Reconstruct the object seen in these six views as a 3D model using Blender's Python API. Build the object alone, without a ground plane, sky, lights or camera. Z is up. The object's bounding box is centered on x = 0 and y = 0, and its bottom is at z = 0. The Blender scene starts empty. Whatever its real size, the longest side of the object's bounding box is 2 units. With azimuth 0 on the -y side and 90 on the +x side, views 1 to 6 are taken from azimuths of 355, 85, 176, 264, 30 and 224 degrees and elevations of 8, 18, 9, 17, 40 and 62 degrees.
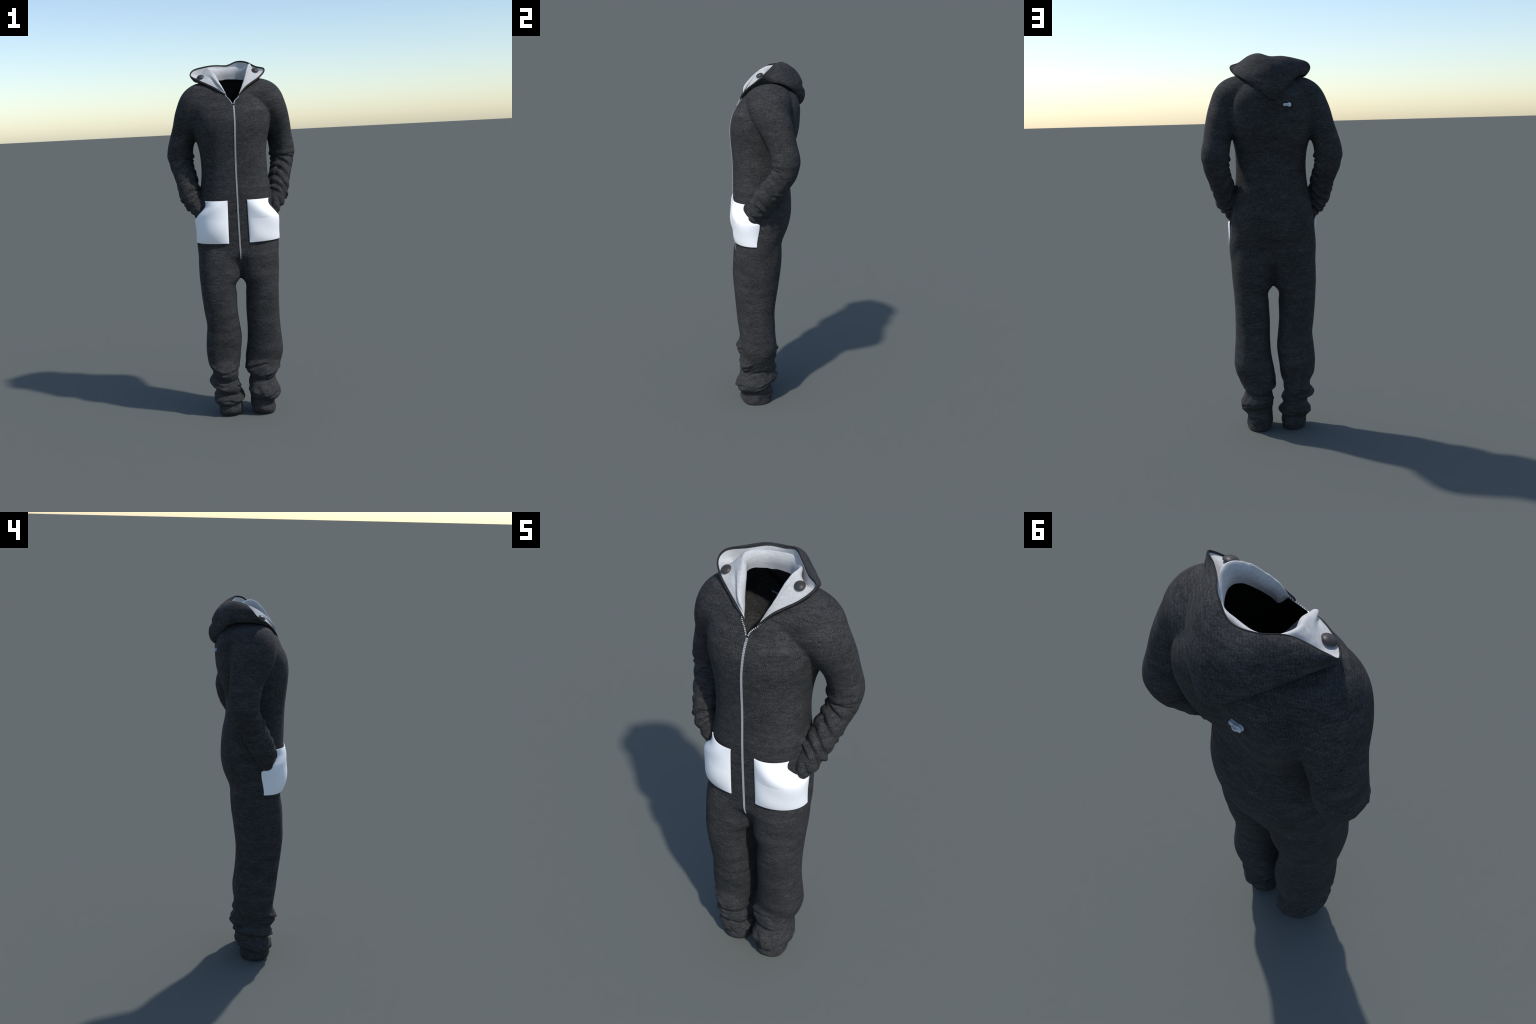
# A hooded one-piece garment (onesie): charcoal knit body, sleeves and trouser legs,
# white lined hood lying open on the shoulders, white patch pockets, long front zip,
# two domed snap buttons and a loose zip slider on the back.
import bpy, bmesh, math
import numpy as np
from mathutils import Vector, Matrix, noise
from mathutils.bvhtree import BVHTree

rng = np.random.default_rng(7)
scene = bpy.context.scene

# ------------------------------------------------------------------ helpers
def spline(P, t):
    """Catmull-Rom through rows of P, t in 0..1."""
    P = np.asarray(P, float)
    if P.ndim == 1:
        P = P[:, None]
    t = np.atleast_1d(np.asarray(t, float))
    n = len(P) - 1
    Q = np.vstack([2 * P[0] - P[1], P, 2 * P[-1] - P[-2]])
    s = np.clip(t * n, 0, n - 1e-9)
    i = s.astype(int)
    f = (s - i)[:, None]
    a, b, c, d = Q[i], Q[i + 1], Q[i + 2], Q[i + 3]
    return .5 * (2 * b + (c - a) * f + (2 * a - 5 * b + 4 * c - d) * f ** 2 + (3 * b - a - 3 * c + d) * f ** 3)


def hermite(xs, Y, x):
    """Smooth monotone-ish interpolation of table rows Y over knots xs."""
    xs = np.asarray(xs, float); Y = np.asarray(Y, float)
    if Y.ndim == 1:
        Y = Y[:, None]
    x = np.clip(np.atleast_1d(x), xs[0], xs[-1])
    m = np.gradient(Y, xs, axis=0)
    i = np.clip(np.searchsorted(xs, x, side='right') - 1, 0, len(xs) - 2)
    h = (xs[i + 1] - xs[i])[:, None]
    f = ((x - xs[i])[:, None]) / h
    return ((2 * f ** 3 - 3 * f ** 2 + 1) * Y[i] + (f ** 3 - 2 * f ** 2 + f) * h * m[i]
            + (-2 * f ** 3 + 3 * f ** 2) * Y[i + 1] + (f ** 3 - f ** 2) * h * m[i + 1])


def ring8(vals, phi):
    """Periodic smooth interpolation of 8 values given around the limb
    (outer, outer-front, front, front-inner, inner, inner-back, back, back-outer)."""
    v = np.asarray(vals, float)
    s = (phi / (2 * math.pi) * 8) % 8
    i = np.floor(s).astype(int)
    f = s - i
    a, b, c, d = v[(i - 1) % 8], v[i % 8], v[(i + 1) % 8], v[(i + 2) % 8]
    return .5 * (2 * b + (c - a) * f + (2 * a - 5 * b + 4 * c - d) * f ** 2 + (3 * b - a - 3 * c + d) * f ** 3)


def smooth01(x):
    x = np.clip(x, 0, 1)
    return x * x * (3 - 2 * x)


def grid_mesh(name, X, closed_u=False, closed_v=False, cap=False):
    """X: (nu, nv, 3). closed_v closes the second index."""
    nu, nv, _ = X.shape
    verts = [tuple(p) for p in X.reshape(-1, 3)]
    faces = []
    for i in range(nu if closed_u else nu - 1):
        for j in range(nv if closed_v else nv - 1):
            a = i * nv + j; b = i * nv + (j + 1) % nv
            c = ((i + 1) % nu) * nv + (j + 1) % nv; d = ((i + 1) % nu) * nv + j
            faces.append((a, b, c, d))
    if cap:
        faces.append(tuple(range(nv - 1, -1, -1)))
        faces.append(tuple((nu - 1) * nv + j for j in range(nv)))
    me = bpy.data.meshes.new(name)
    me.from_pydata(verts, [], faces)
    me.validate(); me.update()
    return me


def add_object(name, me, parent=None, mat=None, smooth=True):
    ob = bpy.data.objects.new(name, me)
    scene.collection.objects.link(ob)
    if parent:
        ob.parent = parent
    if mat:
        me.materials.clear(); me.materials.append(mat)
    if smooth:
        me.polygons.foreach_set('use_smooth', [True] * len(me.polygons))
    return ob


def fix_normals(me):
    bm = bmesh.new(); bm.from_mesh(me)
    bmesh.ops.recalc_face_normals(bm, faces=bm.faces)
    bm.to_mesh(me); bm.free()


def fbm(p, scale, seed=0.0):
    return noise.fractal(Vector((p[0] * scale + seed, p[1] * scale - seed, p[2] * scale + 2 * seed)), 1.0, 2.0, 3)

# ------------------------------------------------------------------ materials
def new_mat(name):
    m = bpy.data.materials.new(name); m.use_nodes = True
    nt = m.node_tree; nt.nodes.clear()
    out = nt.nodes.new('ShaderNodeOutputMaterial')
    bs = nt.nodes.new('ShaderNodeBsdfPrincipled')
    nt.links.new(bs.outputs[0], out.inputs[0])
    return m, nt, bs


def tex_noise(nt, scale_vec, scale, detail=3.0, rough=.6):
    tc = nt.nodes.new('ShaderNodeTexCoord')
    mp = nt.nodes.new('ShaderNodeMapping'); mp.inputs['Scale'].default_value = scale_vec
    nz = nt.nodes.new('ShaderNodeTexNoise')
    nz.inputs['Scale'].default_value = scale; nz.inputs['Detail'].default_value = detail
    nz.inputs['Roughness'].default_value = rough
    nt.links.new(tc.outputs['Object'], mp.inputs[0]); nt.links.new(mp.outputs[0], nz.inputs[0])
    return nz.outputs[0]


def math_node(nt, op, a, b):
    n = nt.nodes.new('ShaderNodeMath'); n.operation = op
    for k, v in enumerate((a, b)):
        if isinstance(v, (int, float)):
            n.inputs[k].default_value = v
        else:
            nt.links.new(v, n.inputs[k])
    return n.outputs[0]


def ramp(nt, fac, stops):
    r = nt.nodes.new('ShaderNodeValToRGB')
    el = r.color_ramp.elements
    while len(el) < len(stops):
        el.new(.5)
    for e, (p, c) in zip(el, stops):
        e.position = p; e.color = (*c, 1)
    nt.links.new(fac, r.inputs[0])
    return r.outputs[0]


def knit_material(name, dark, mid, light, streak=(9, 9, 42), bump=.25, rough=.92):
    m, nt, bs = new_mat(name)
    s1 = tex_noise(nt, streak, 4.0, 3.0, .65)           # marled courses of the knit
    s2 = tex_noise(nt, (1, 1, 3.2), 9.0, 2.0, .5)        # broad heather patches
    s3 = tex_noise(nt, (1, 1, .8), 230.0, 2.0, .6)        # single stitches
    v = math_node(nt, 'ADD', math_node(nt, 'MULTIPLY', s1, .36), math_node(nt, 'MULTIPLY', s2, .18))
    v = math_node(nt, 'ADD', v, math_node(nt, 'MULTIPLY', s3, .46))
    tc = nt.nodes.new('ShaderNodeTexCoord'); wv = nt.nodes.new('ShaderNodeTexWave')      # ribs of the knit
    mp = nt.nodes.new('ShaderNodeMapping'); mp.inputs['Scale'].default_value = (1, 1, .25)
    nt.links.new(tc.outputs['Object'], mp.inputs[0]); nt.links.new(mp.outputs[0], wv.inputs[0])
    wv.bands_direction = 'DIAGONAL'; wv.inputs['Scale'].default_value = 62.0; wv.inputs['Distortion'].default_value = 2.2; wv.inputs['Detail'].default_value = 1.0
    wv.inputs['Detail Scale'].default_value = .6
    v = math_node(nt, 'ADD', v, math_node(nt, 'MULTIPLY', math_node(nt, 'SUBTRACT', wv.outputs['Fac'], .5), .035))
    col = ramp(nt, v, [(.36, dark), (.5, mid), (.64, light)])
    nt.links.new(col, bs.inputs['Base Color'])
    bs.inputs['Roughness'].default_value = rough
    bs.inputs['Specular IOR Level'].default_value = .18
    h = math_node(nt, 'ADD', math_node(nt, 'MULTIPLY', s1, .5), s3)
    bp = nt.nodes.new('ShaderNodeBump'); bp.inputs['Strength'].default_value = bump
    bp.inputs['Distance'].default_value = .0015
    nt.links.new(h, bp.inputs['Height']); nt.links.new(bp.outputs[0], bs.inputs['Normal'])
    return m


def plain_material(name, col, rough=.6, metallic=0.0, spec=.4, var=.0, scale=60):
    m, nt, bs = new_mat(name)
    if var:
        n = tex_noise(nt, (1, 1, 1), scale, 3.0)
        lo = tuple(c * (1 - var) for c in col); hi = tuple(min(1, c * (1 + var)) for c in col)
        nt.links.new(ramp(nt, n, [(.3, lo), (.7, hi)]), bs.inputs['Base Color'])
    else:
        bs.inputs['Base Color'].default_value = (*col, 1)
    bs.inputs['Roughness'].default_value = rough
    bs.inputs['Metallic'].default_value = metallic
    bs.inputs['Specular IOR Level'].default_value = spec
    return m


MAT_KNIT = knit_material('charcoal_knit', (.014, .014, .0143), (.032, .032, .0328), (.064, .064, .0655))
MAT_LINING = knit_material('white_fleece', (.41, .41, .412), (.48, .48, .483), (.55, .55, .552), streak=(6, 6, 30), bump=.12)
MAT_POCKET = plain_material('white_pocket_cloth', (.86, .865, .88), rough=.75, spec=.25, var=.01)
MAT_BUTTON = plain_material('dark_button_plastic', (.040, .038, .038), rough=.42, spec=.3, var=.1, scale=30)
MAT_TEETH = plain_material('zip_metal', (.64, .65, .67), rough=.35, metallic=.35, spec=.5)
MAT_TAPE = plain_material('zip_tape', (.15, .15, .155), rough=.85, spec=.2)
MAT_BINDING = plain_material('painted_rim_shade', (.024, .024, .025), rough=.9, spec=.15, var=.2, scale=200)  # hood cloth colour darkened for the shade at the rim; slider holes share it

# ------------------------------------------------------------------ torso
# z, left x, right x, front y, back y, squareness of the front half and of the back half of the section
TORSO = np.array([
    (.80, -.195, .200, -.130, .020, 2.2, 2.0), (.86, -.216, .222, -.165, .062, 2.3, 2.0), (.92, -.222, .229, -.177, .080, 2.5, 2.0),
    (1.00, -.226, .235, -.181, .094, 2.6, 2.0), (1.08, -.221, .227, -.184, .126, 2.6, 1.9), (1.15, -.214, .219, -.187, .140, 2.6, 1.95),
    (1.22, -.204, .211, -.190, .140, 2.5, 2.1), (1.30, -.190, .198, -.192, .133, 2.4, 2.2), (1.38, -.180, .189, -.192, .118, 2.4, 2.4),
    (1.45, -.179, .187, -.194, .117, 2.4, 2.5), (1.52, -.186, .189, -.200, .136, 2.4, 2.8), (1.58, -.201, .201, -.205, .157, 2.4, 3.3),
    (1.65, -.215, .215, -.205, .171, 2.5, 3.6), (1.71, -.215, .217, -.192, .175, 2.6, 3.6), (1.77, -.202, .206, -.161, .175, 2.6, 3.2),
    (1.82, -.175, .185, -.131, .159, 2.4, 2.7), (1.86, -.145, .155, -.092, .135, 2.2, 2.2), (1.89, -.115, .120, -.050, .110, 2.0, 2.0),
    (1.91, -.080, .085, -.020, .080, 2.0, 2.0)])


def superellipse(th, xl, xr, yf, yb, nf, nb):
    cx, cy = (xl + xr) / 2, (yf + yb) / 2
    a, b = (xr - xl) / 2, (yb - yf) / 2
    c, s = np.cos(th), np.sin(th)
    n = np.where(s < 0, nf, nb)
    return cx + a * np.sign(c) * np.abs(c) ** (2 / n), cy + b * np.sign(s) * np.abs(s) ** (2 / n)


def torso_mesh():
    zs = np.linspace(.80, 1.91, 200); th = np.linspace(0, 2 * math.pi, 160, endpoint=False)
    P = hermite(TORSO[:, 0], TORSO[:, 1:], zs)
    X = np.zeros((len(zs), len(th), 3))
    for i, z in enumerate(zs):
        x, y = superellipse(th, *P[i])
        # hollow along the spine between the shoulder blades
        cleft = np.exp(-((x - .008) / .045) ** 2) * smooth01((.95 - z) / .11)        # between the thighs
        y = y - .085 * cleft * (y > -.04) + .040 * cleft * (y < -.08)
        groove = .020 * smooth01((z - 1.42) / .12) * smooth01((1.80 - z) / .10)
        y = y - groove * np.exp(-(x / .055) ** 2) * (y > .03)
        X[i, :, 0], X[i, :, 1], X[i, :, 2] = x, y, z
    return grid_mesh('torso_raw', X, closed_v=True, cap=True)

# ------------------------------------------------------------------ trouser legs
# z, x toward -x, x toward +x, front y, back y (sections measured at the bottom of the creases)
LEG_A = np.array([
    (.000, -.148, -.026, -.118, .018), (.035, -.148, -.022, -.128, .023), (.065, -.156, -.026, -.126, .024), (.100, -.163, -.028, -.127, .032),
    (.139, -.150, -.034, -.120, .043), (.185, -.166, -.040, -.130, .052), (.235, -.170, -.044, -.137, .056),
    (.300, -.199, -.022, -.144, .061), (.360, -.209, -.014, -.151, .068), (.460, -.205, -.005, -.165, .064),
    (.525, -.199, -.012, -.171, .058), (.600, -.208, -.020, -.178, .056), (.700, -.218, -.020, -.187, .058),
    (.765, -.222, -.018, -.190, .065), (.800, -.224, .010, -.189, .070), (.840, -.225, .018, -.188, .074), (.920, -.223, .014, -.182, .080),
    (1.00, -.214, .010, -.165, .078)])
LEG_B = np.array([
    (.000, .048, .165, -.130, .027), (.042, .034, .158, -.138, .025), (.075, .034, .164, -.136, .025),
    (.115, .031, .176, -.148, .018), (.150, .032, .170, -.147, .036), (.190, .034, .162, -.140, .046),
    (.215, .036, .170, -.139, .045), (.260, .018, .192, -.139, .043), (.310, .010, .217, -.140, .054),
    (.360, .019, .229, -.151, .058), (.410, .027, .227, -.157, .052), (.500, .032, .219, -.166, .044),
    (.600, .030, .216, -.174, .043), (.700, .033, .217, -.185, .055), (.765, .031, .220, -.188, .064), (.800, .005, .223, -.188, .070),
    (.840, .002, .226, -.187, .075), (.920, .002, .228, -.182, .080), (1.00, .004, .221, -.165, .078)])
# heights of the creases around the shin and the swelling of the cloth between each pair
CREASE_A = [[.258, .285, .335, .285, .256, .275, .302, .280],
            [.246, .220, .200, .208, .206, .205, .210, .228],
            [.168, .150, .124, .122, .145, .165, .178, .178],
            [.056, .052, .064, .076, .074, .076, .078, .064],
            [0] * 8]
SWELL_A = [[.004, .018, .023, .014, .007, .014, .028, .014],
           [.034, .028, .024, .016, .008, .010, .014, .024],
           [.020, .022, .024, .024, .024, .018, .016, .018],
           [.006, .008, .014, .008, .004, .004, .004, .004]]
CREASE_B = [[.285, .31, .33, .32, .300, .28, .258, .266],
            [.224, .212, .204, .216, .234, .206, .205, .212],
            [.074, .066, .084, .096, .104, .116, .128, .100],
            [0] * 8]
SWELL_B = [[.004, .012, .018, .016, .010, .010, .014, .008],
           [.028, .032, .032, .020, .008, .010, .020, .018],
           [.010, .010, .017, .012, .006, .006, .012, .008]]
# short slanting pleats pressed into the shins: start angle, start z, end angle, end z, depth (0 deg outer, 90 front, 180 inner, 270 back)
PLEAT_A = [(20, .285, 100, .262, .011), (100, .262, 165, .275, .009), (15, .196, 95, .182, .008), (60, .095, 150, .085, .009), (200, .125, 280, .105, .009),
           (250, .245, 330, .225, .009), (300, .125, 360, .105, .008), (120, .175, 185, .150, .009), (215, .200, 300, .190, .009)]
PLEAT_B = [(15, .262, 100, .225, .012), (75, .300, 160, .275, .009), (-30, .225, 40, .205, .005), (30, .140, 110, .105, .009), (100, .120, 180, .145, .009),
           (200, .160, 290, .170, .009), (250, .085, 330, .065, .005), (300, .150, 370, .125, .005), (170, .240, 250, .225, .009)]


def leg_mesh(tab, creases, swells, pleats, side):
    zs = np.linspace(0, 1.0, 420); ph = np.linspace(0, 2 * math.pi, 144, endpoint=False)
    P = hermite(tab[:, 0], tab[:, 1:], zs)
    Z, PH = np.meshgrid(zs, ph, indexing='ij')
    dx, dy = side * np.cos(PH), -np.sin(PH)
    cx = ((P[:, 0] + P[:, 1]) / 2)[:, None]; cy = ((P[:, 2] + P[:, 3]) / 2)[:, None]
    a = ((P[:, 1] - P[:, 0]) / 2)[:, None]; b = ((P[:, 3] - P[:, 2]) / 2)[:, None]
    co_, so_ = np.cos(PH), np.sin(PH)
    # the cloth is full at the outer front and falls away at the outer back
    n = 2.15 + .15 * np.clip(co_, 0, 1) + .45 * np.clip(co_, 0, 1) * so_ + .35 * np.clip(-co_, 0, 1) * smooth01((.74 - Z) / .1)
    n = np.maximum(n - .15 * np.clip(co_, 0, 1) * np.clip(-so_, 0, 1) * smooth01((.16 - Z) / .1), 1.5)
    ex = np.sign(dx) * np.abs(dx) ** (2 / n); ey = np.sign(dy) * np.abs(dy) ** (2 / n)
    skew = (-.008 if side > 0 else -.011) * np.clip(co_, 0, 1) ** 2
    wob = .003 * np.sin(3 * PH + 1.3 * side) * np.sin(2 * PH) + .003 * np.sin(5 * PH + 4 + side) * np.sin(2 * PH)
    swell = np.zeros_like(Z)
    for k in range(len(swells)):
        top = ring8(creases[k], PH) + (wob if k < 3 else 0); bot = ring8(creases[k + 1], PH) + (wob if k + 1 < len(swells) else 0)
        u = np.clip((top - Z) / np.maximum(top - bot, .012), 0, 1)
        A = np.maximum(ring8(swells[k], PH), 0)
        swell += A * (1 - np.abs(2 * u ** 1.1 - 1) ** 1.7)
    for a0, z0, a1, z1, dep in pleats:
        f = ((np.degrees(PH) - a0) % 360) / (a1 - a0)
        f = np.where(f > 1, np.where(f > .5 * 360 / (a1 - a0) + .5, f - 360 / (a1 - a0), f), f)
        fade = smooth01(f / .25) * smooth01((1 - f) / .25)
        dz = Z - (z0 + (z1 - z0) * f + .004 * np.sin(6 * f))
        swell += fade * dep * (-np.exp(-(dz / .006) ** 2) + .8 * np.exp(-((dz - .014) / .010) ** 2) + .35 * np.exp(-((dz + .014) / .010) ** 2))
    for i in np.nonzero(zs < .36)[0]:                   # fine irregular crumpling of the shins
        for j in range(len(ph)):
            q = Vector((math.cos(ph[j]) * 1.5 + 7 * side, math.sin(ph[j]) * 1.5, zs[i] * 17 + 1.0 * math.sin(2 * ph[j])))
            swell[i, j] += (.5 - abs(noise.noise(q)) * 1.6) * .0065 * smooth01((.36 - zs[i]) / .08) * smooth01(zs[i] / .03)
    X = np.stack([cx + a * ex + swell * dx, cy + b * ey + skew + swell * dy, Z - .2 * swell * np.clip(Z / .06, 0, 1)], axis=-1)
    return grid_mesh('leg_raw', X, closed_v=True, cap=True)

# ------------------------------------------------------------------ sleeves
# centre x (away from the body), centre y, centre z, radius out/in, radius front/back
SLEEVE_P = np.array([
    (.030, .000, 1.785, .112, .130), (.125, .000, 1.788, .113, .124), (.192, -.003, 1.772, .109, .115),
    (.235, .006, 1.722, .085, .100), (.261, .038, 1.645, .077, .086), (.278, .064, 1.570, .071, .076),
    (.290, .078, 1.505, .072, .077), (.293, .080, 1.450, .067, .071), (.280, .054, 1.395, .062, .067),
    (.260, .008, 1.330, .060, .063), (.243, -.036, 1.270, .056, .059), (.226, -.070, 1.222, .045, .050),
    (.208, -.080, 1.180, .035, .040), (.196, -.084, 1.130, .028, .030)])
SLEEVE_N = np.array([
    (.030, .000, 1.780, .112, .130), (.118, .000, 1.780, .111, .124), (.176, -.008, 1.762, .107, .116),
    (.219, .005, 1.708, .089, .108), (.250, .027, 1.632, .077, .090), (.276, .040, 1.568, .070, .081),
    (.290, .046, 1.505, .072, .077), (.291, .044, 1.450, .068, .072), (.276, .012, 1.395, .064, .067),
    (.260, -.024, 1.330, .060, .063), (.248, -.054, 1.270, .057, .058), (.229, -.075, 1.222, .045, .049),
    (.207, -.082, 1.180, .035, .039), (.194, -.085, 1.130, .027, .029)])
# creases in units of the rows above, around the arm (outer ... back), and the swell between each pair
CUFF_CREASE = [[6.2, 6.1, 6.0, 6.0, 6.0, 6.2, 6.6, 6.4],
               [6.85, 6.7, 6.75, 6.8, 6.82, 6.9, 7.1, 7.0],
               [7.6, 7.3, 7.2, 7.25, 7.35, 7.5, 7.7, 7.7],
               [8.75, 8.3, 7.95, 7.85, 7.9, 8.1, 8.6, 8.8],
               [9.45, 9.05, 8.6, 8.4, 8.4, 8.8, 9.3, 9.5],
               [10.15, 9.8, 9.3, 9.1, 9.05, 9.4, 9.9, 10.1],
               [10.85, 10.5, 10.05, 9.85, 9.8, 10.1, 10.5, 10.8],
               [11.5, 11.3, 10.95, 10.7, 10.6, 10.8, 11.1, 11.4],
               [12.3, 12.2, 12.0, 11.8, 11.7, 11.8, 12.0, 12.2]]
CUFF_SWELL = [[.002, .006, .008, .010, .012, .005, 0, 0],
              [.001, .007, .011, .013, .014, .005, 0, 0],
              [.002, .006, .009, .011, .011, .005, .001, .001],
              [.005, .009, .011, .010, .010, .007, .004, .004],
              [.007, .011, .012, .011, .010, .008, .006, .006],
              [.010, .012, .012, .011, .010, .009, .009, .009],
              [.015, .013, .012, .010, .010, .010, .013, .015],
              [.010, .010, .009, .008, .008, .008, .009, .010]]
# slanting pleats on the forearm: start angle, start row, end angle, end row, depth
CUFF_PLEAT = [(40, 9.2, 130, 8.5, .008), (20, 10.2, 120, 9.3, .008), (50, 8.2, 140, 7.6, .007), (-40, 10.6, 40, 10.4, .008), (60, 10.9, 170, 10.2, .007),
              (230, 9.6, 330, 10.0, .008), (280, 8.9, 370, 9.0, .007), (200, 10.3, 300, 10.6, .007), (20, 7.1, 110, 6.9, .008)]


def sleeve_mesh(tab, side):
    ns = 460; n = len(tab) - 1
    t = np.linspace(0, 1, ns); P = spline(tab, t)
    C = P[:, :3].copy(); C[:, 0] *= side
    T = np.gradient(C, axis=0); T /= np.linalg.norm(T, axis=1)[:, None]
    ph = np.linspace(0, 2 * math.pi, 128, endpoint=False)
    X = np.zeros((ns, len(ph), 3))
    Y = np.array([0, 1.0, 0])
    st = (t * n)[:, None] + 0 * ph[None, :]; PH = ph[None, :] + 0 * st
    wob = .10 * np.sin(2 * PH + side + st) + .08 * np.sin(3 * PH - 2 * side + .7 * st)
    swell = np.zeros_like(st)
    for k in range(len(CUFF_SWELL)):
        top = ring8(CUFF_CREASE[k], PH) + wob; bot = ring8(CUFF_CREASE[k + 1], PH) + wob
        u = np.clip((st - top) / np.maximum(bot - top, .1), 0, 1)
        swell += np.maximum(ring8(CUFF_SWELL[k], PH), 0) * np.sin(math.pi * u ** 1.3) ** .7
    for a0, s0, a1, s1, dep in CUFF_PLEAT:
        f = ((np.degrees(PH) - a0) % 360) / (a1 - a0)
        f = np.where(f > .5 * 360 / (a1 - a0) + .5, f - 360 / (a1 - a0), f)
        fade = smooth01(f / .25) * smooth01((1 - f) / .25)
        ds = (st - (s0 + (s1 - s0) * f)) * .062
        swell += fade * dep * (-np.exp(-(ds / .006) ** 2) + .7 * np.exp(-((ds + .013) / .009) ** 2) + .4 * np.exp(-((ds - .013) / .009) ** 2))
    for i in range(ns):
        if 6 < st[i, 0] < 12.4:
            for j in range(len(ph)):
                q = Vector((math.cos(ph[j]) * 1.3 - 9 * side, math.sin(ph[j]) * 1.3, st[i, 0] * 1.3 + .9 * math.cos(ph[j] - .6)))
                swell[i, j] += (.5 - abs(noise.noise(q)) * 1.6) * .005 * smooth01((st[i, 0] - 6.2) / 1.5)
    swell -= .006 * smooth01((st - 6.3) / .6) * smooth01((12.5 - st) / .8)
    for i in range(ns):
        e2 = Y - T[i] * T[i][1]; e2 /= np.linalg.norm(e2)
        e1 = np.cross(T[i], e2) * side
        lean = 1 - .16 * np.clip(-np.cos(ph), 0, 1) * np.clip(np.sin(ph), 0, 1) * float(smooth01((st[i, 0] - 3.5) / 1.0) * smooth01((8.5 - st[i, 0]) / 1.5))
        ra, rb = (P[i, 3] + swell[i]) * lean, (P[i, 4] + swell[i]) * lean
        X[i] = C[i] + np.outer(ra * np.cos(ph), e1) - np.outer(rb * np.sin(ph), e2)
    return grid_mesh('sleeve_raw', X, closed_v=True, cap=True)

# ------------------------------------------------------------------ one skin for the whole body
def fused_body():
    parts = [torso_mesh(), leg_mesh(LEG_A, CREASE_A, SWELL_A, PLEAT_A, -1), leg_mesh(LEG_B, CREASE_B, SWELL_B, PLEAT_B, 1),
             sleeve_mesh(SLEEVE_P, 1), sleeve_mesh(SLEEVE_N, -1)]
    bm = bmesh.new()
    for me in parts:
        fix_normals(me); bm.from_mesh(me); bpy.data.meshes.remove(me)
    me = bpy.data.meshes.new('body_raw'); bm.to_mesh(me); bm.free()
    ob = bpy.data.objects.new('body_raw', me); scene.collection.objects.link(ob)
    md = ob.modifiers.new('fuse', 'REMESH'); md.mode = 'VOXEL'; md.voxel_size = .0036; md.use_smooth_shade = True
    dg = bpy.context.evaluated_depsgraph_get()
    out = bpy.data.meshes.new_from_object(ob.evaluated_get(dg))
    bpy.data.objects.remove(ob); bpy.data.meshes.remove(me)
    return out


def relax(me, rounds, weight):
    nv = len(me.vertices); ne = len(me.edges)
    co = np.empty(nv * 3); me.vertices.foreach_get('co', co); co = co.reshape(-1, 3)
    ed = np.empty(ne * 2, dtype=np.int64); me.edges.foreach_get('vertices', ed); ed = ed.reshape(-1, 2)
    deg = np.bincount(ed.ravel(), minlength=nv).astype(float)[:, None]
    w = weight(co)[:, None]
    for k in range(rounds):
        acc = np.zeros_like(co)
        for c in range(3):
            acc[:, c] = np.bincount(ed[:, 0], co[ed[:, 1], c], nv) + np.bincount(ed[:, 1], co[ed[:, 0], c], nv)
        f = .5 if k % 2 == 0 else -.3
        co = co + (f if rounds < 12 else .5) * w * (acc / np.maximum(deg, 1) - co)
    me.vertices.foreach_set('co', co.ravel()); me.update()


def ball(co, c, r):
    d = np.linalg.norm(co - np.array(c), axis=1)
    return smooth01(1 - d / r)


def joint_weight(co):
    w = np.zeros(len(co))
    for s in (1, -1):
        w = np.maximum(w, ball(co, (.20 * s, .03, 1.75), .20))     # shoulder
        w = np.maximum(w, .8 * ball(co, (.205 * s, .03, 1.60), .09))     # armpit
        w = np.maximum(w, .9 * ball(co, (.20 * s, -.07, 1.66), .13))      # front of the armpit
        w = np.maximum(w, .95 * ball(co, (.215 * s, .11, 1.68), .14))      # behind it
    w = np.maximum(w, np.maximum(.5 * ball(co, (.01, -.05, .86), .18) * (co[:, 2] > .76), ball(co, (.01, -.06, .80), .09)))
    hips = smooth01((co[:, 2] - .80) / .05) * smooth01((1.02 - co[:, 2]) / .05)
    return np.clip(np.maximum(w, hips), 0, 1)


body = fused_body()
relax(body, 5, lambda c: np.ones(len(c)))
relax(body, 52, joint_weight)

# neck opening, seen from above: the V of the zip in front, a round hole behind
HOLE = np.array([(.0095, -.176), (.0050, -.168), (-.001, -.162), (-.012, -.153), (-.024, -.145), (-.062, -.097), (-.093, -.048), (-.108, .000), (-.098, .045),
                 (-.060, .078), (.000, .088), (.060, .078), (.100, .045), (.121, -.003), (.110, -.057), (.083, -.104), (.038, -.149), (.0225, -.156),
                 (.0145, -.163), (.0120, -.169), (.0095, -.176)])
HOLE_XY = spline(HOLE, np.linspace(0, 1, 400))[:-1]


def inside_poly(pts, poly):
    x, y = pts[:, 0], pts[:, 1]
    c = np.zeros(len(pts), bool)
    for (x1, y1), (x2, y2) in zip(poly, np.roll(poly, -1, axis=0)):
        hit = ((y1 > y) != (y2 > y)) & (x < (x2 - x1) * (y - y1) / (y2 - y1 + 1e-15) + x1)
        c ^= hit
    return c


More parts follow.
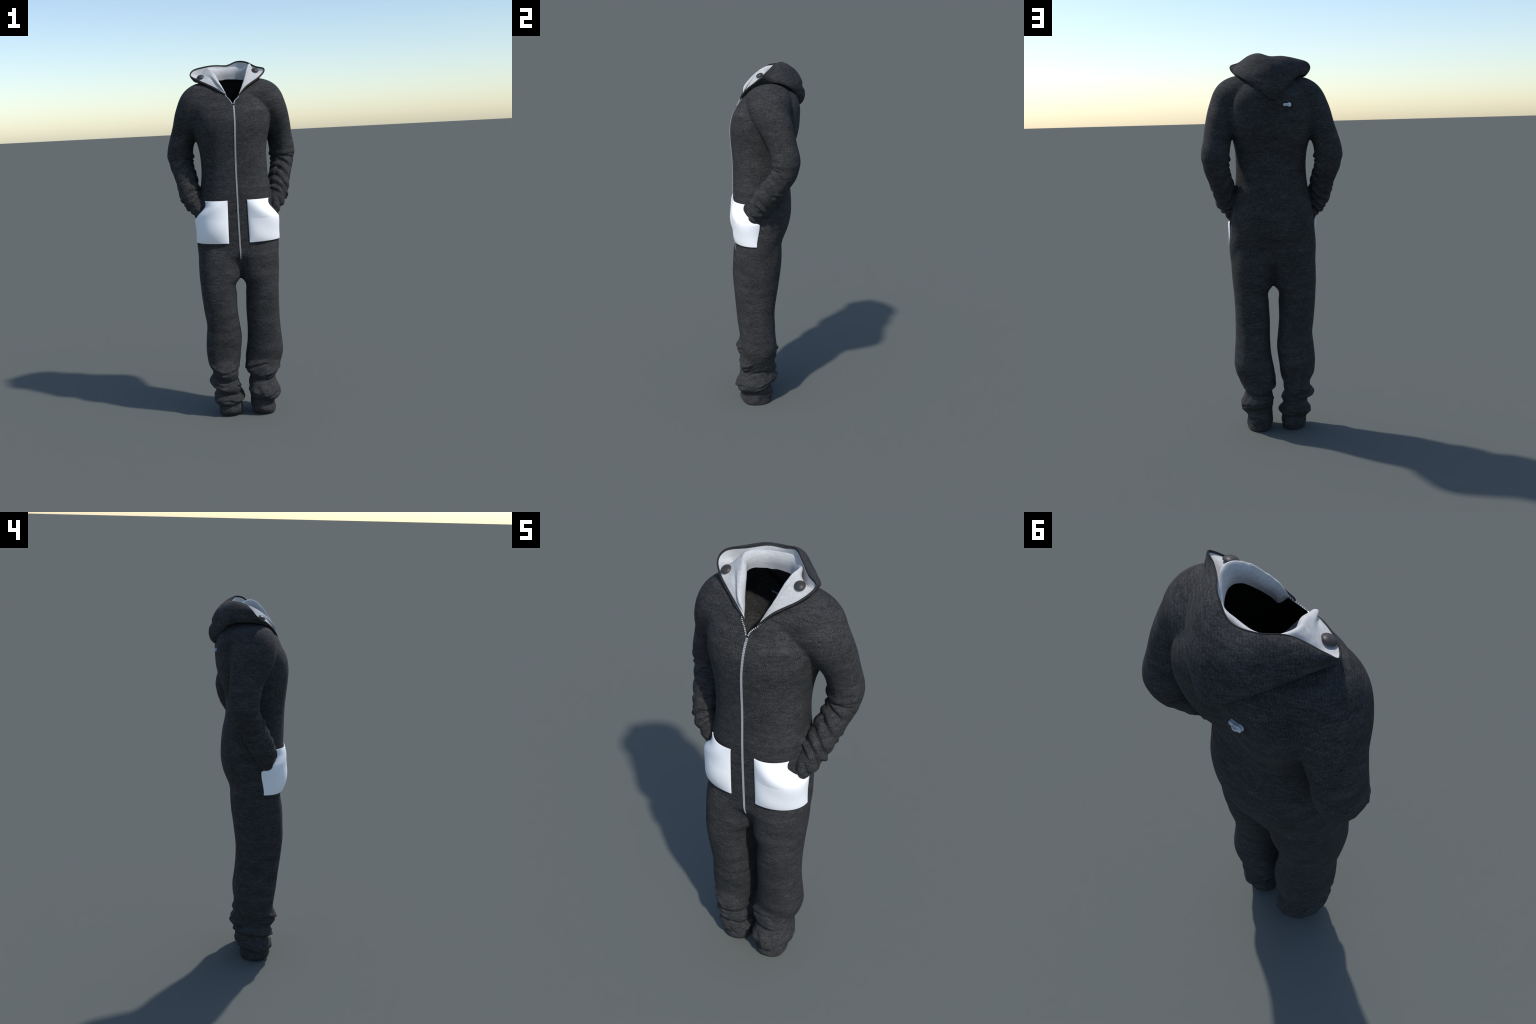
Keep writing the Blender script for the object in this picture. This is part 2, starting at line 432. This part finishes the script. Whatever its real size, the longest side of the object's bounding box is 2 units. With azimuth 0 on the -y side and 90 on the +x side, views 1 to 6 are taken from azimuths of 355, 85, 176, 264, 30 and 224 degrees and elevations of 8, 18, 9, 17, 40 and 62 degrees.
def open_body(me):
    bm = bmesh.new(); bm.from_mesh(me); bm.faces.ensure_lookup_table()
    cen = np.array([f.calc_center_median() for f in bm.faces]); nor = np.array([f.normal for f in bm.faces])
    kill = inside_poly(cen[:, :2], HOLE_XY) & (cen[:, 2] > 1.70)
    kill |= (cen[:, 2] < .006) & (nor[:, 2] < -.6)
    bmesh.ops.delete(bm, geom=[bm.faces[i] for i in np.nonzero(kill)[0]], context='FACES')
    for v in bm.verts:                       # clean cut edge round the neck
        if v.is_boundary and v.co.z > 1.6:
            d = HOLE_XY - np.array((v.co.x, v.co.y))
            k = np.argmin((d ** 2).sum(1)); v.co.x, v.co.y = HOLE_XY[k]
    bm.to_mesh(me); bm.free()


open_body(body)
lift = -min(v.co.z for v in body.vertices)
for v in body.vertices:
    if v.co.z < .05:
        v.co.z += lift * (1 - v.co.z / .05)
body.update()
NECK_EDGE = []
_bm = bmesh.new(); _bm.from_mesh(body)
NECK_EDGE = [v.co.copy() for v in _bm.verts if v.is_boundary and v.co.z > 1.6]
_bm.free()
BODY_BVH = BVHTree.FromPolygons([v.co.copy() for v in body.vertices], [tuple(p.vertices) for p in body.polygons])

# ------------------------------------------------------------------ the garment
garment = bpy.data.objects.new('hooded_onesie', None)
scene.collection.objects.link(garment)
garment['label'] = 'charcoal hooded onesie with white lined hood and white pockets'
garment['category'] = 'clothing'


def split_body(me):
    nor = np.empty(len(me.vertices) * 3); me.vertices.foreach_get('normal', nor); nor = nor.reshape(-1, 3)
    co = np.empty(len(me.vertices) * 3); me.vertices.foreach_get('co', co); co = co.reshape(-1, 3)
    cen = np.array([p.center for p in me.polygons])
    x, y, z = cen.T
    ax = np.abs(x)
    arm = (ax > .205 - .25 * np.clip(z - 1.62, 0, .3)) & (z > 1.56) & (z < 1.95)
    low = (z <= 1.56) & (z > 1.06)
    hw = hermite(TORSO[:, 0], TORSO[:, 1:], z)
    n = np.where(y < (hw[:, 2] + hw[:, 3]) / 2, hw[:, 4], hw[:, 5])
    inside = (np.abs((x - (hw[:, 0] + hw[:, 1]) / 2) / ((hw[:, 1] - hw[:, 0]) / 2)) ** n
              + np.abs((y - (hw[:, 2] + hw[:, 3]) / 2) / ((hw[:, 3] - hw[:, 2]) / 2)) ** n)
    arm |= low & (inside > 1.10) & (ax > .12)
    leg = z < .83
    lab = np.zeros(len(cen), int)
    lab[arm & (x > 0)] = 1; lab[arm & (x < 0)] = 2
    lab[leg & (x > .011)] = 3; lab[leg & (x <= .011)] = 4
    polys = [tuple(p.vertices) for p in me.polygons]
    for k, nm in enumerate(('torso', 'sleeve', 'sleeve', 'trouser_leg', 'trouser_leg')):
        idx = np.nonzero(lab == k)[0]
        used = np.unique(np.concatenate([polys[i] for i in idx]))
        remap = -np.ones(len(co), int); remap[used] = np.arange(len(used))
        pm = bpy.data.meshes.new(nm)
        pm.from_pydata(co[used].tolist(), [], [tuple(int(remap[v]) for v in polys[i]) for i in idx])
        pm.update()
        add_object(nm, pm, garment, MAT_KNIT)
        pm.normals_split_custom_set_from_vertices(nor[used].tolist())


split_body(body)

# ------------------------------------------------------------------ hood
# edge of the hood (face opening), from the left zip end over the shoulder, behind the neck, to the right zip end
RIM = np.array([(-.020, -.145, 1.807), (-.094, -.110, 1.856), (-.167, -.065, 1.896), (-.209, -.017, 1.926), (-.190, .011, 1.958),
                (-.117, .036, 1.976), (-.062, .082, 1.983), (.001, .098, 1.982), (.058, .073, 1.999), (.106, .028, 1.991),
                (.155, -.009, 1.962), (.200, -.038, 1.944), (.166, -.082, 1.901), (.092, -.127, 1.853), (.041, -.151, 1.802)])
# lower fold where the hood rests on the shoulders; its tip hangs on the back
FOLD = np.array([(-.018, -.149, 1.795), (-.067, -.114, 1.828), (-.128, -.079, 1.867), (-.186, -.024, 1.888), (-.164, .050, 1.890),
                 (-.120, .117, 1.870), (-.062, .155, 1.812), (.000, .186, 1.767), (.064, .163, 1.820), (.125, .119, 1.864),
                 (.171, .051, 1.895), (.172, -.025, 1.896), (.130, -.074, 1.866), (.078, -.116, 1.830), (.036, -.154, 1.792)])
# crest of the soft roll of lining round the neck
CREST = np.array([(-.021, -.139, 1.803), (-.053, -.098, 1.878), (-.080, -.044, 1.936), (-.101, .000, 1.961), (-.090, .038, 1.966),
                  (-.052, .066, 1.962), (.000, .072, 1.966), (.052, .068, 1.966), (.088, .040, 1.962), (.114, -.010, 1.973),
                  (.104, -.050, 1.961), (.077, -.106, 1.886), (.042, -.147, 1.800)])


def build_hood():
    nt_, ns_ = 260, 48
    t = np.linspace(0, 1, nt_)
    R, B, K = spline(RIM, t), spline(FOLD, t), spline(CREST, t)
    O = B.copy(); O[:, 2] = 0; O[:, 1] -= .0
    O /= np.linalg.norm(O, axis=1)[:, None]
    up = np.array([0, 0, 1.0])
    L = np.linalg.norm(R - B, axis=1)[:, None]
    ends = smooth01(np.minimum(t, 1 - t) / .06)[:, None]
    # --- outer cloth: lip, rim, drape, fold, tucked underside
    back = smooth01((np.minimum(t, 1 - t) - .22) / .18)[:, None]
    g = np.interp(t, [0, .5, .58, .66, .8, 1], [1, 1, .70, .12, .0, 1])[:, None]       # the right side hangs tighter than the left
    lift_ = np.interp(t, [.15, .25, .35, .45], [0, .10, .10, 0])[:, None] * L
    P1 = R + up * lift_ + O * (.004 + .30 * L * back * g + .10 * L * (1 - back)) - up * (.02 * L * back + .15 * L * (1 - back))
    P2 = B + O * (.010 * ends + .225 * L * back * g) + up * (.22 * L * back + .15 * L * (1 - back))
    s = np.linspace(0, 1, ns_)[:, None, None]
    out = (1 - s) ** 3 * R + 3 * s * (1 - s) ** 2 * P1 + 3 * s ** 2 * (1 - s) * P2 + s ** 3 * B
    inw = K - R; inw[:, 2] = 0; inw /= np.maximum(np.linalg.norm(inw, axis=1)[:, None], 1e-6)
    lip = [R + inw * .0045 * ends - up * .007, R + inw * .0045 * ends - up * .002, R + inw * .002 * ends + up * .0003]
    under = [B - O * (.003 + .003 * back) - up * .003 * back, B - O * (.005 + .010 * back) + up * .003, B - O * (.008 + .042 * back) + up * (.006 + .016 * back)]
    S = np.concatenate([np.stack(lip), out, np.stack(under)])
    # soft dents and drag lines in the drape
    for i in range(3, 3 + ns_):
        f = math.sin(math.pi * min(1, (i - 3) / ns_ * 1.05)) if i < 3 + ns_ else 0
        for j in range(nt_):
            b = back[j, 0] * f
            if b > 0:
                p = S[i, j]
                S[i, j] += O[j] * b * (.004 * fbm(p, 9, 3.1) )
                # horizontal dent above the tip
                d = ((p[0] + .005) / .06) ** 2 + ((p[2] - 1.866 - .15 * p[0]) / .014) ** 2
                S[i, j] -= O[j] * .008 * math.exp(-d) * back[j, 0]
    me = grid_mesh('hood', S)
    fix_normals(me)
    hood = add_object('hood', me, garment, MAT_KNIT)
    # --- thin dark cord modelled along the rim to draw its occlusion shade
    ring = np.linspace(0, 2 * math.pi, 10, endpoint=False)
    C = R + inw * .0015 * ends - up * .0006
    T = np.gradient(C, axis=0); T /= np.linalg.norm(T, axis=1)[:, None]
    e1 = np.cross(T, up); e1 /= np.linalg.norm(e1, axis=1)[:, None]; e2 = np.cross(e1, T)
    X = C[:, None] + .0021 * (np.cos(ring)[None, :, None] * e1[:, None] + np.sin(ring)[None, :, None] * e2[:, None])
    bme = grid_mesh('hood_rim_shade_line', X, closed_v=True, cap=True); fix_normals(bme)
    add_object('hood_rim_shade_line', bme, hood, MAT_BINDING)
    # --- lining: rim -> trough -> roll round the neck -> inside of the neck
    tm = np.minimum(t, 1 - t)
    depth = np.where(t < .5, np.interp(tm, [0, .06, .12, .18, .25, .31, .38, .5], [0, -.004, -.004, .004, .034, .058, .062, .062]),
                     np.interp(tm, [0, .06, .12, .18, .24, .30, .38, .5], [0, -.003, -.005, .006, .038, .058, .062, .062]))[:, None]
    depth = np.apply_along_axis(lambda a: np.convolve(np.pad(a, 12, mode='edge'), np.ones(25) / 25, 'valid'), 0, depth)
    cen = np.array([0.005, -.02, 0]); IN = cen - K; IN[:, 2] = 0; IN /= np.linalg.norm(IN, axis=1)[:, None]
    R0 = R + inw * .0035 * ends - up * .004
    roll = np.interp(t, [0, .08, .22, .32, 1], [.012, .022, .024, .014, .012])[:, None]       # the left lapel rolls thicker
    ctrl = [R0, R0 + (K - R0) * .12 - up * depth * .55, R0 + (K - R0) * np.where(t < .3, .38, .45)[:, None] - up * depth,
            R0 + (K - R0) * np.where(t < .3, .60, .74)[:, None] - up * depth * .55, K - IN * roll * ends - up * .005 * ends, K - IN * .35 * roll * ends + up * .002,
            K + IN * .006 * ends - up * .012 * ends, K + IN * .008 * ends - up * .035 * ends, K + IN * .002 * ends - up * .066 * ends]
    ctrl = np.stack(ctrl)                       # (9, nt, 3)
    nl = 72
    Lg = np.stack([spline(ctrl[:, j], np.linspace(0, 1, nl)) for j in range(nt_)], axis=1)
    for i in range(6, nl):
        for j in range(nt_):
            p = Lg[i, j]; Lg[i, j] += (.004 * fbm(p, 16, 9.0)) * ends[j, 0] * np.array([0, 0, 1.0]) * min(1, i / 14)
    lme = grid_mesh('hood_lining', Lg); fix_normals(lme)
    add_object('hood_lining', lme, hood, MAT_LINING)
    return hood


hood = build_hood()

# ------------------------------------------------------------------ snap buttons
def build_buttons():
    prof = [(0, .0105), (.006, .0101), (.011, .0088), (.0155, .0064), (.0188, .0034), (.0200, .0012), (.0192, -.0006), (.016, -.0015), (.009, -.002), (0, -.002)]
    n = 48; ph = np.linspace(0, 2 * math.pi, n, endpoint=False)
    pr = spline(prof, np.linspace(0, 1, 40)); pr[:, 0] = np.maximum(pr[:, 0], 1e-5)
    X = np.stack([np.stack([r * np.cos(ph), r * np.sin(ph), 0 * ph + z], -1) for r, z in pr])
    me = grid_mesh('button', X, closed_v=True); fix_normals(me)
    bm = bmesh.new(); bm.from_mesh(me); bmesh.ops.remove_doubles(bm, verts=bm.verts, dist=5e-5)
    bmesh.ops.recalc_face_normals(bm, faces=bm.faces); bm.to_mesh(me); bm.free()
    first = add_object('button', me, hood, MAT_BUTTON)
    second = first.copy(); second.name = 'button.001'; scene.collection.objects.link(second)
    for ob, c, nrm in ((first, (.147, -.057, 1.940), (.17, -.48, .86)), (second, (-.155, -.049, 1.916), (-.15, -.48, .86))):
        nrm = Vector(nrm).normalized()
        ob.matrix_world = Matrix.Translation(Vector(c) - nrm * .004) @ nrm.to_track_quat('Z', 'Y').to_matrix().to_4x4()


build_buttons()

# ------------------------------------------------------------------ patch pockets
def build_pocket(side):
    nu, nv = 90, 90
    X = np.zeros((nu, nv, 3)); N = np.zeros((nu, nv, 3))
    zb, zt = 1.003, 1.240
    for j in range(nv):
        v = j / (nv - 1)
        z0 = zb + (zt - zb) * v
        # side edge in front of the hip: straight up to the hand opening, then the scooped mouth
        w = float(np.interp(z0, (1.136, 1.146, 1.163, 1.180, 1.197, 1.207, 1.216, 1.230, 1.240), (1.0, .91, .80, .70, .625, .588, .580, .588, .615)))
        P = hermite(TORSO[:, 0], TORSO[:, 1:], z0)[0]
        xl, xr, yf, yb, nf, nb = P
        th = np.linspace(-math.pi / 2, 0, 600) if side > 0 else np.linspace(-math.pi / 2, -math.pi, 600)
        px_, py_ = superellipse(th, xl, xr, yf, yb, nf, nb)
        arc = np.concatenate([[0], np.cumsum(np.hypot(np.diff(px_), np.diff(py_)))])
        inner = np.interp(.055 + .004 * (1 - v) - .005 * (side < 0), np.abs(px_), arc)
        ye = -.054 - .016 * smooth01((1.13 - z0) / .12)      # where the pocket ends round the hip
        outer = np.interp(ye, py_, arc)
        outer = inner + (outer - inner) * w
        for i in range(nu):
            u = i / (nu - 1)
            a = inner + (outer - inner) * u
            x = np.interp(a, arc, px_); y = np.interp(a, arc, py_)
            tx = np.interp(a + .002, arc, px_) - np.interp(a - .002, arc, px_); ty = np.interp(a + .002, arc, py_) - np.interp(a - .002, arc, py_)
            nn = np.array([ty, -tx, 0]) * side; nn /= np.linalg.norm(nn)
            edge = math.sin(math.pi * u ** .85) ** .85 * math.sin(math.pi * (.06 + .90 * v)) ** .8
            puff = .004 + .031 * edge + .006 * math.sin(5 * u + 6 * v + side) * edge
            puff += .007 * smooth01((u - .55) / .4) * math.exp(-((z0 - 1.155) / .045) ** 2)      # mouth stands off round the cuff
            X[i, j] = (x, y, z0 + .006 * u * (v < .5) * (1 - 2 * v)); X[i, j] += nn * puff; N[i, j] = nn
    me = grid_mesh('pocket', X); fix_normals(me)
    ob = add_object('pocket', me, garment, MAT_POCKET)
    # make sure normals point away from the body, then give the cloth thickness
    if me.polygons[len(me.polygons) // 2].normal.dot(Vector((side * .5, -1, 0))) < 0:
        me.flip_normals()
    md = ob.modifiers.new('cloth', 'SOLIDIFY'); md.thickness = .004; md.offset = -1
    bv = ob.modifiers.new('edge', 'BEVEL'); bv.width = .0012; bv.segments = 2; bv.limit_method = 'ANGLE'
    return ob


build_pocket(1)
build_pocket(-1)

# ------------------------------------------------------------------ zip
ZIP_X = np.array([(.90, .007), (1.036, .005), (1.146, .004), (1.27, .004), (1.386, .004), (1.473, .005), (1.587, .008), (1.687, .011), (1.76, .011)])


def on_front(x, z):
    hit = BODY_BVH.ray_cast(Vector((x, -1, z)), Vector((0, 1, 0)))
    return (hit[0], hit[1]) if hit[0] is not None else (Vector((x, -.17, z)), Vector((0, -1, 0)))


def box(bm, c, ax, ay, az, sx, sy, sz):
    vs = []
    for dx in (-1, 1):
        for dy in (-1, 1):
            for dz in (-1, 1):
                vs.append(bm.verts.new(c + ax * dx * sx + ay * dy * sy + az * dz * sz))
    for q in ((0, 1, 3, 2), (4, 6, 7, 5), (0, 4, 5, 1), (2, 3, 7, 6), (0, 2, 6, 4), (1, 5, 7, 3)):
        bm.faces.new([vs[k] for k in q])


def build_zip():
    bm = bmesh.new(); tape = []
    step = .0054
    zs = np.arange(.915, 1.756, step)
    for k, z in enumerate(zs):
        x = float(hermite(ZIP_X[:, 0], ZIP_X[:, 1], z)[0, 0])
        p, n = on_front(x, z); p2, _ = on_front(x, z + .01)
        up = (p2 - p).normalized(); n = (n - up * n.dot(up)).normalized()
        if n.y > 0:
            n = -n
        ri = up.cross(n).normalized()
        w = .35 + .65 * min(1, (z - .905) / .06)
        for sgn in (-1, 1):
            off = up * (step * .12 if sgn > 0 else 0)
            box(bm, p + off + ri * sgn * .0022 * w + n * .0018, ri, up, n, .0018 * w, .0015, .0015)
        tape.append((p, n, ri, w))
    # the two open tracks of the V
    V0 = Vector((.010, -.166, 1.757))
    for sgn, ztop in ((-1, 1.806), (1, 1.801)):
        side = sorted([q for q in NECK_EDGE if (q.x - .010) * sgn >= -.001 and q.y < -.135 and q.z > 1.74], key=lambda q: q.z)
        zz = np.array([q.z for q in side]); xx = np.array([q.x for q in side]); yy = np.array([q.y for q in side])
        E = []
        for z in np.arange(1.758, ztop + .001, .0048):
            m = np.abs(zz - z) < .006
            x, y = (xx[m].mean(), yy[m].mean()) if m.any() else (np.interp(z, zz, xx), np.interp(z, zz, yy))
            E.append(Vector((x + sgn * .0008, y - .0012, z)))
        for k in range(len(E)):
            a, b = E[max(0, k - 1)], E[min(len(E) - 1, k + 1)]
            up = (b - a).normalized(); n = Vector((0, -.86, .5)); n = (n - up * n.dot(up)).normalized(); ri = up.cross(n)
            box(bm, E[k] + n * .001, ri, up, n, .0022, .0016, .0018)
    me = bpy.data.meshes.new('zip_teeth'); bm.to_mesh(me); bm.free(); fix_normals(me)
    tp = np.zeros((len(tape), 4, 3))
    for i, (p, n, ri, w) in enumerate(tape):
        for j, (a, h) in enumerate(((-.0046, -.0012), (-.0043, .0012), (.0043, .0012), (.0046, -.0012))):
            tp[i, j] = p + ri * a * w + n * h
    tme = grid_mesh('zip_tape', tp); fix_normals(tme)
    zt = add_object('zip', tme, garment, MAT_TAPE, smooth=False)
    te = add_object('zip_teeth', me, zt, MAT_TEETH, smooth=False)
    te['kind'] = 'stuff'


build_zip()

# ------------------------------------------------------------------ loose zip slider on the back
def build_slider():
    hit = BODY_BVH.ray_cast(Vector((-.076, 1, 1.741)), Vector((0, -1, 0)))
    p, n = hit[0], Vector((0, .985, .17)).normalized()
    axis = Vector((-1, 0, 0)); axis = (axis - n * axis.dot(n)).normalized(); side = n.cross(axis)
    M = Matrix((axis, side, n)).transposed().to_4x4(); M.translation = p + n * .005
    # plan outline: narrow tongue widening to a round head
    def plate(z0, z1, scale=1.0):
        pts = [(-.021, .0045), (-.019, .0056), (-.006, .0060), (.001, .0066), (.005, .0066)]
        arc = [(.0085 + .0102 * math.cos(a), .0102 * math.sin(a)) for a in np.linspace(1.95, -1.95, 22)]
        outline = [(x, y) for x, y in pts] + arc + [(x, -y) for x, y in reversed(pts)]
        bm = bmesh.new()
        lo = [bm.verts.new((x * scale, y * scale, z0)) for x, y in outline]; hi = [bm.verts.new((x * scale, y * scale, z1)) for x, y in outline]
        bm.faces.new(hi); bm.faces.new(lo[::-1])
        for i in range(len(lo)):
            j = (i + 1) % len(lo); bm.faces.new((lo[i], lo[j], hi[j], hi[i]))
        bmesh.ops.recalc_face_normals(bm, faces=bm.faces)
        return bm
    me = bpy.data.meshes.new('zip_slider'); b = plate(-.0045, -.0015); b.to_mesh(me); b.free()
    ob = add_object('zip_slider', me, garment, MAT_SLIDER, smooth=False)
    ob.matrix_world = M
    bv = ob.modifiers.new('edge', 'BEVEL'); bv.width = .0006; bv.segments = 2; bv.limit_method = 'ANGLE'
    me2 = bpy.data.meshes.new('slider_top_plate'); b = plate(.0035, .0055, .94); b.to_mesh(me2); b.free()
    top = add_object('slider_top_plate', me2, ob, MAT_SLIDER, smooth=False)
    # bridge post between the plates and the pull loop standing on top
    bm = bmesh.new(); box(bm, Vector((.008, 0, .001)), Vector((1, 0, 0)), Vector((0, 1, 0)), Vector((0, 0, 1)), .006, .003, .0035)
    me3 = bpy.data.meshes.new('slider_post'); bm.to_mesh(me3); bm.free(); fix_normals(me3)
    add_object('slider_post', me3, ob, MAT_SLIDER, smooth=False)
    bm = bmesh.new(); box(bm, Vector((-.0145, 0, -.0020)), Vector((1, 0, 0)), Vector((0, 1, 0)), Vector((0, 0, 1)), .0062, .0050, .0072)
    me6 = bpy.data.meshes.new('slider_tongue'); bm.to_mesh(me6); bm.free(); fix_normals(me6)
    add_object('slider_tongue', me6, ob, MAT_SLIDER, smooth=False)
    ring = np.linspace(0, 2 * math.pi, 12, endpoint=False); arc = np.linspace(0, math.pi, 24)
    X = np.zeros((24, 12, 3))
    for i, a in enumerate(arc):
        c = np.array((.002 + .009 * math.cos(a), 0, .0055 + .0075 * math.sin(a)))
        e1 = np.array((math.cos(a), 0, math.sin(a)))
        X[i] = c + .0016 * np.cos(ring)[:, None] * e1 + .0026 * np.sin(ring)[:, None] * np.array((0, 1, 0))
    me4 = grid_mesh('slider_loop', X, closed_v=True, cap=True); fix_normals(me4)
    add_object('slider_loop', me4, ob, MAT_SLIDER)
    for x in (-.017, -.009):
        bm = bmesh.new(); bmesh.ops.create_cone(bm, cap_ends=True, segments=20, radius1=.0017, radius2=.0017, depth=.001, matrix=Matrix.Translation((x, 0, .0052)))
        me5 = bpy.data.meshes.new('slider_hole'); bm.to_mesh(me5); bm.free()
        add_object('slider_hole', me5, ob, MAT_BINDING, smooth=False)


MAT_SLIDER = plain_material('slider_metal', (.62, .64, .68), rough=.4, metallic=.2, spec=.5)
build_slider()
bpy.data.meshes.remove(body)
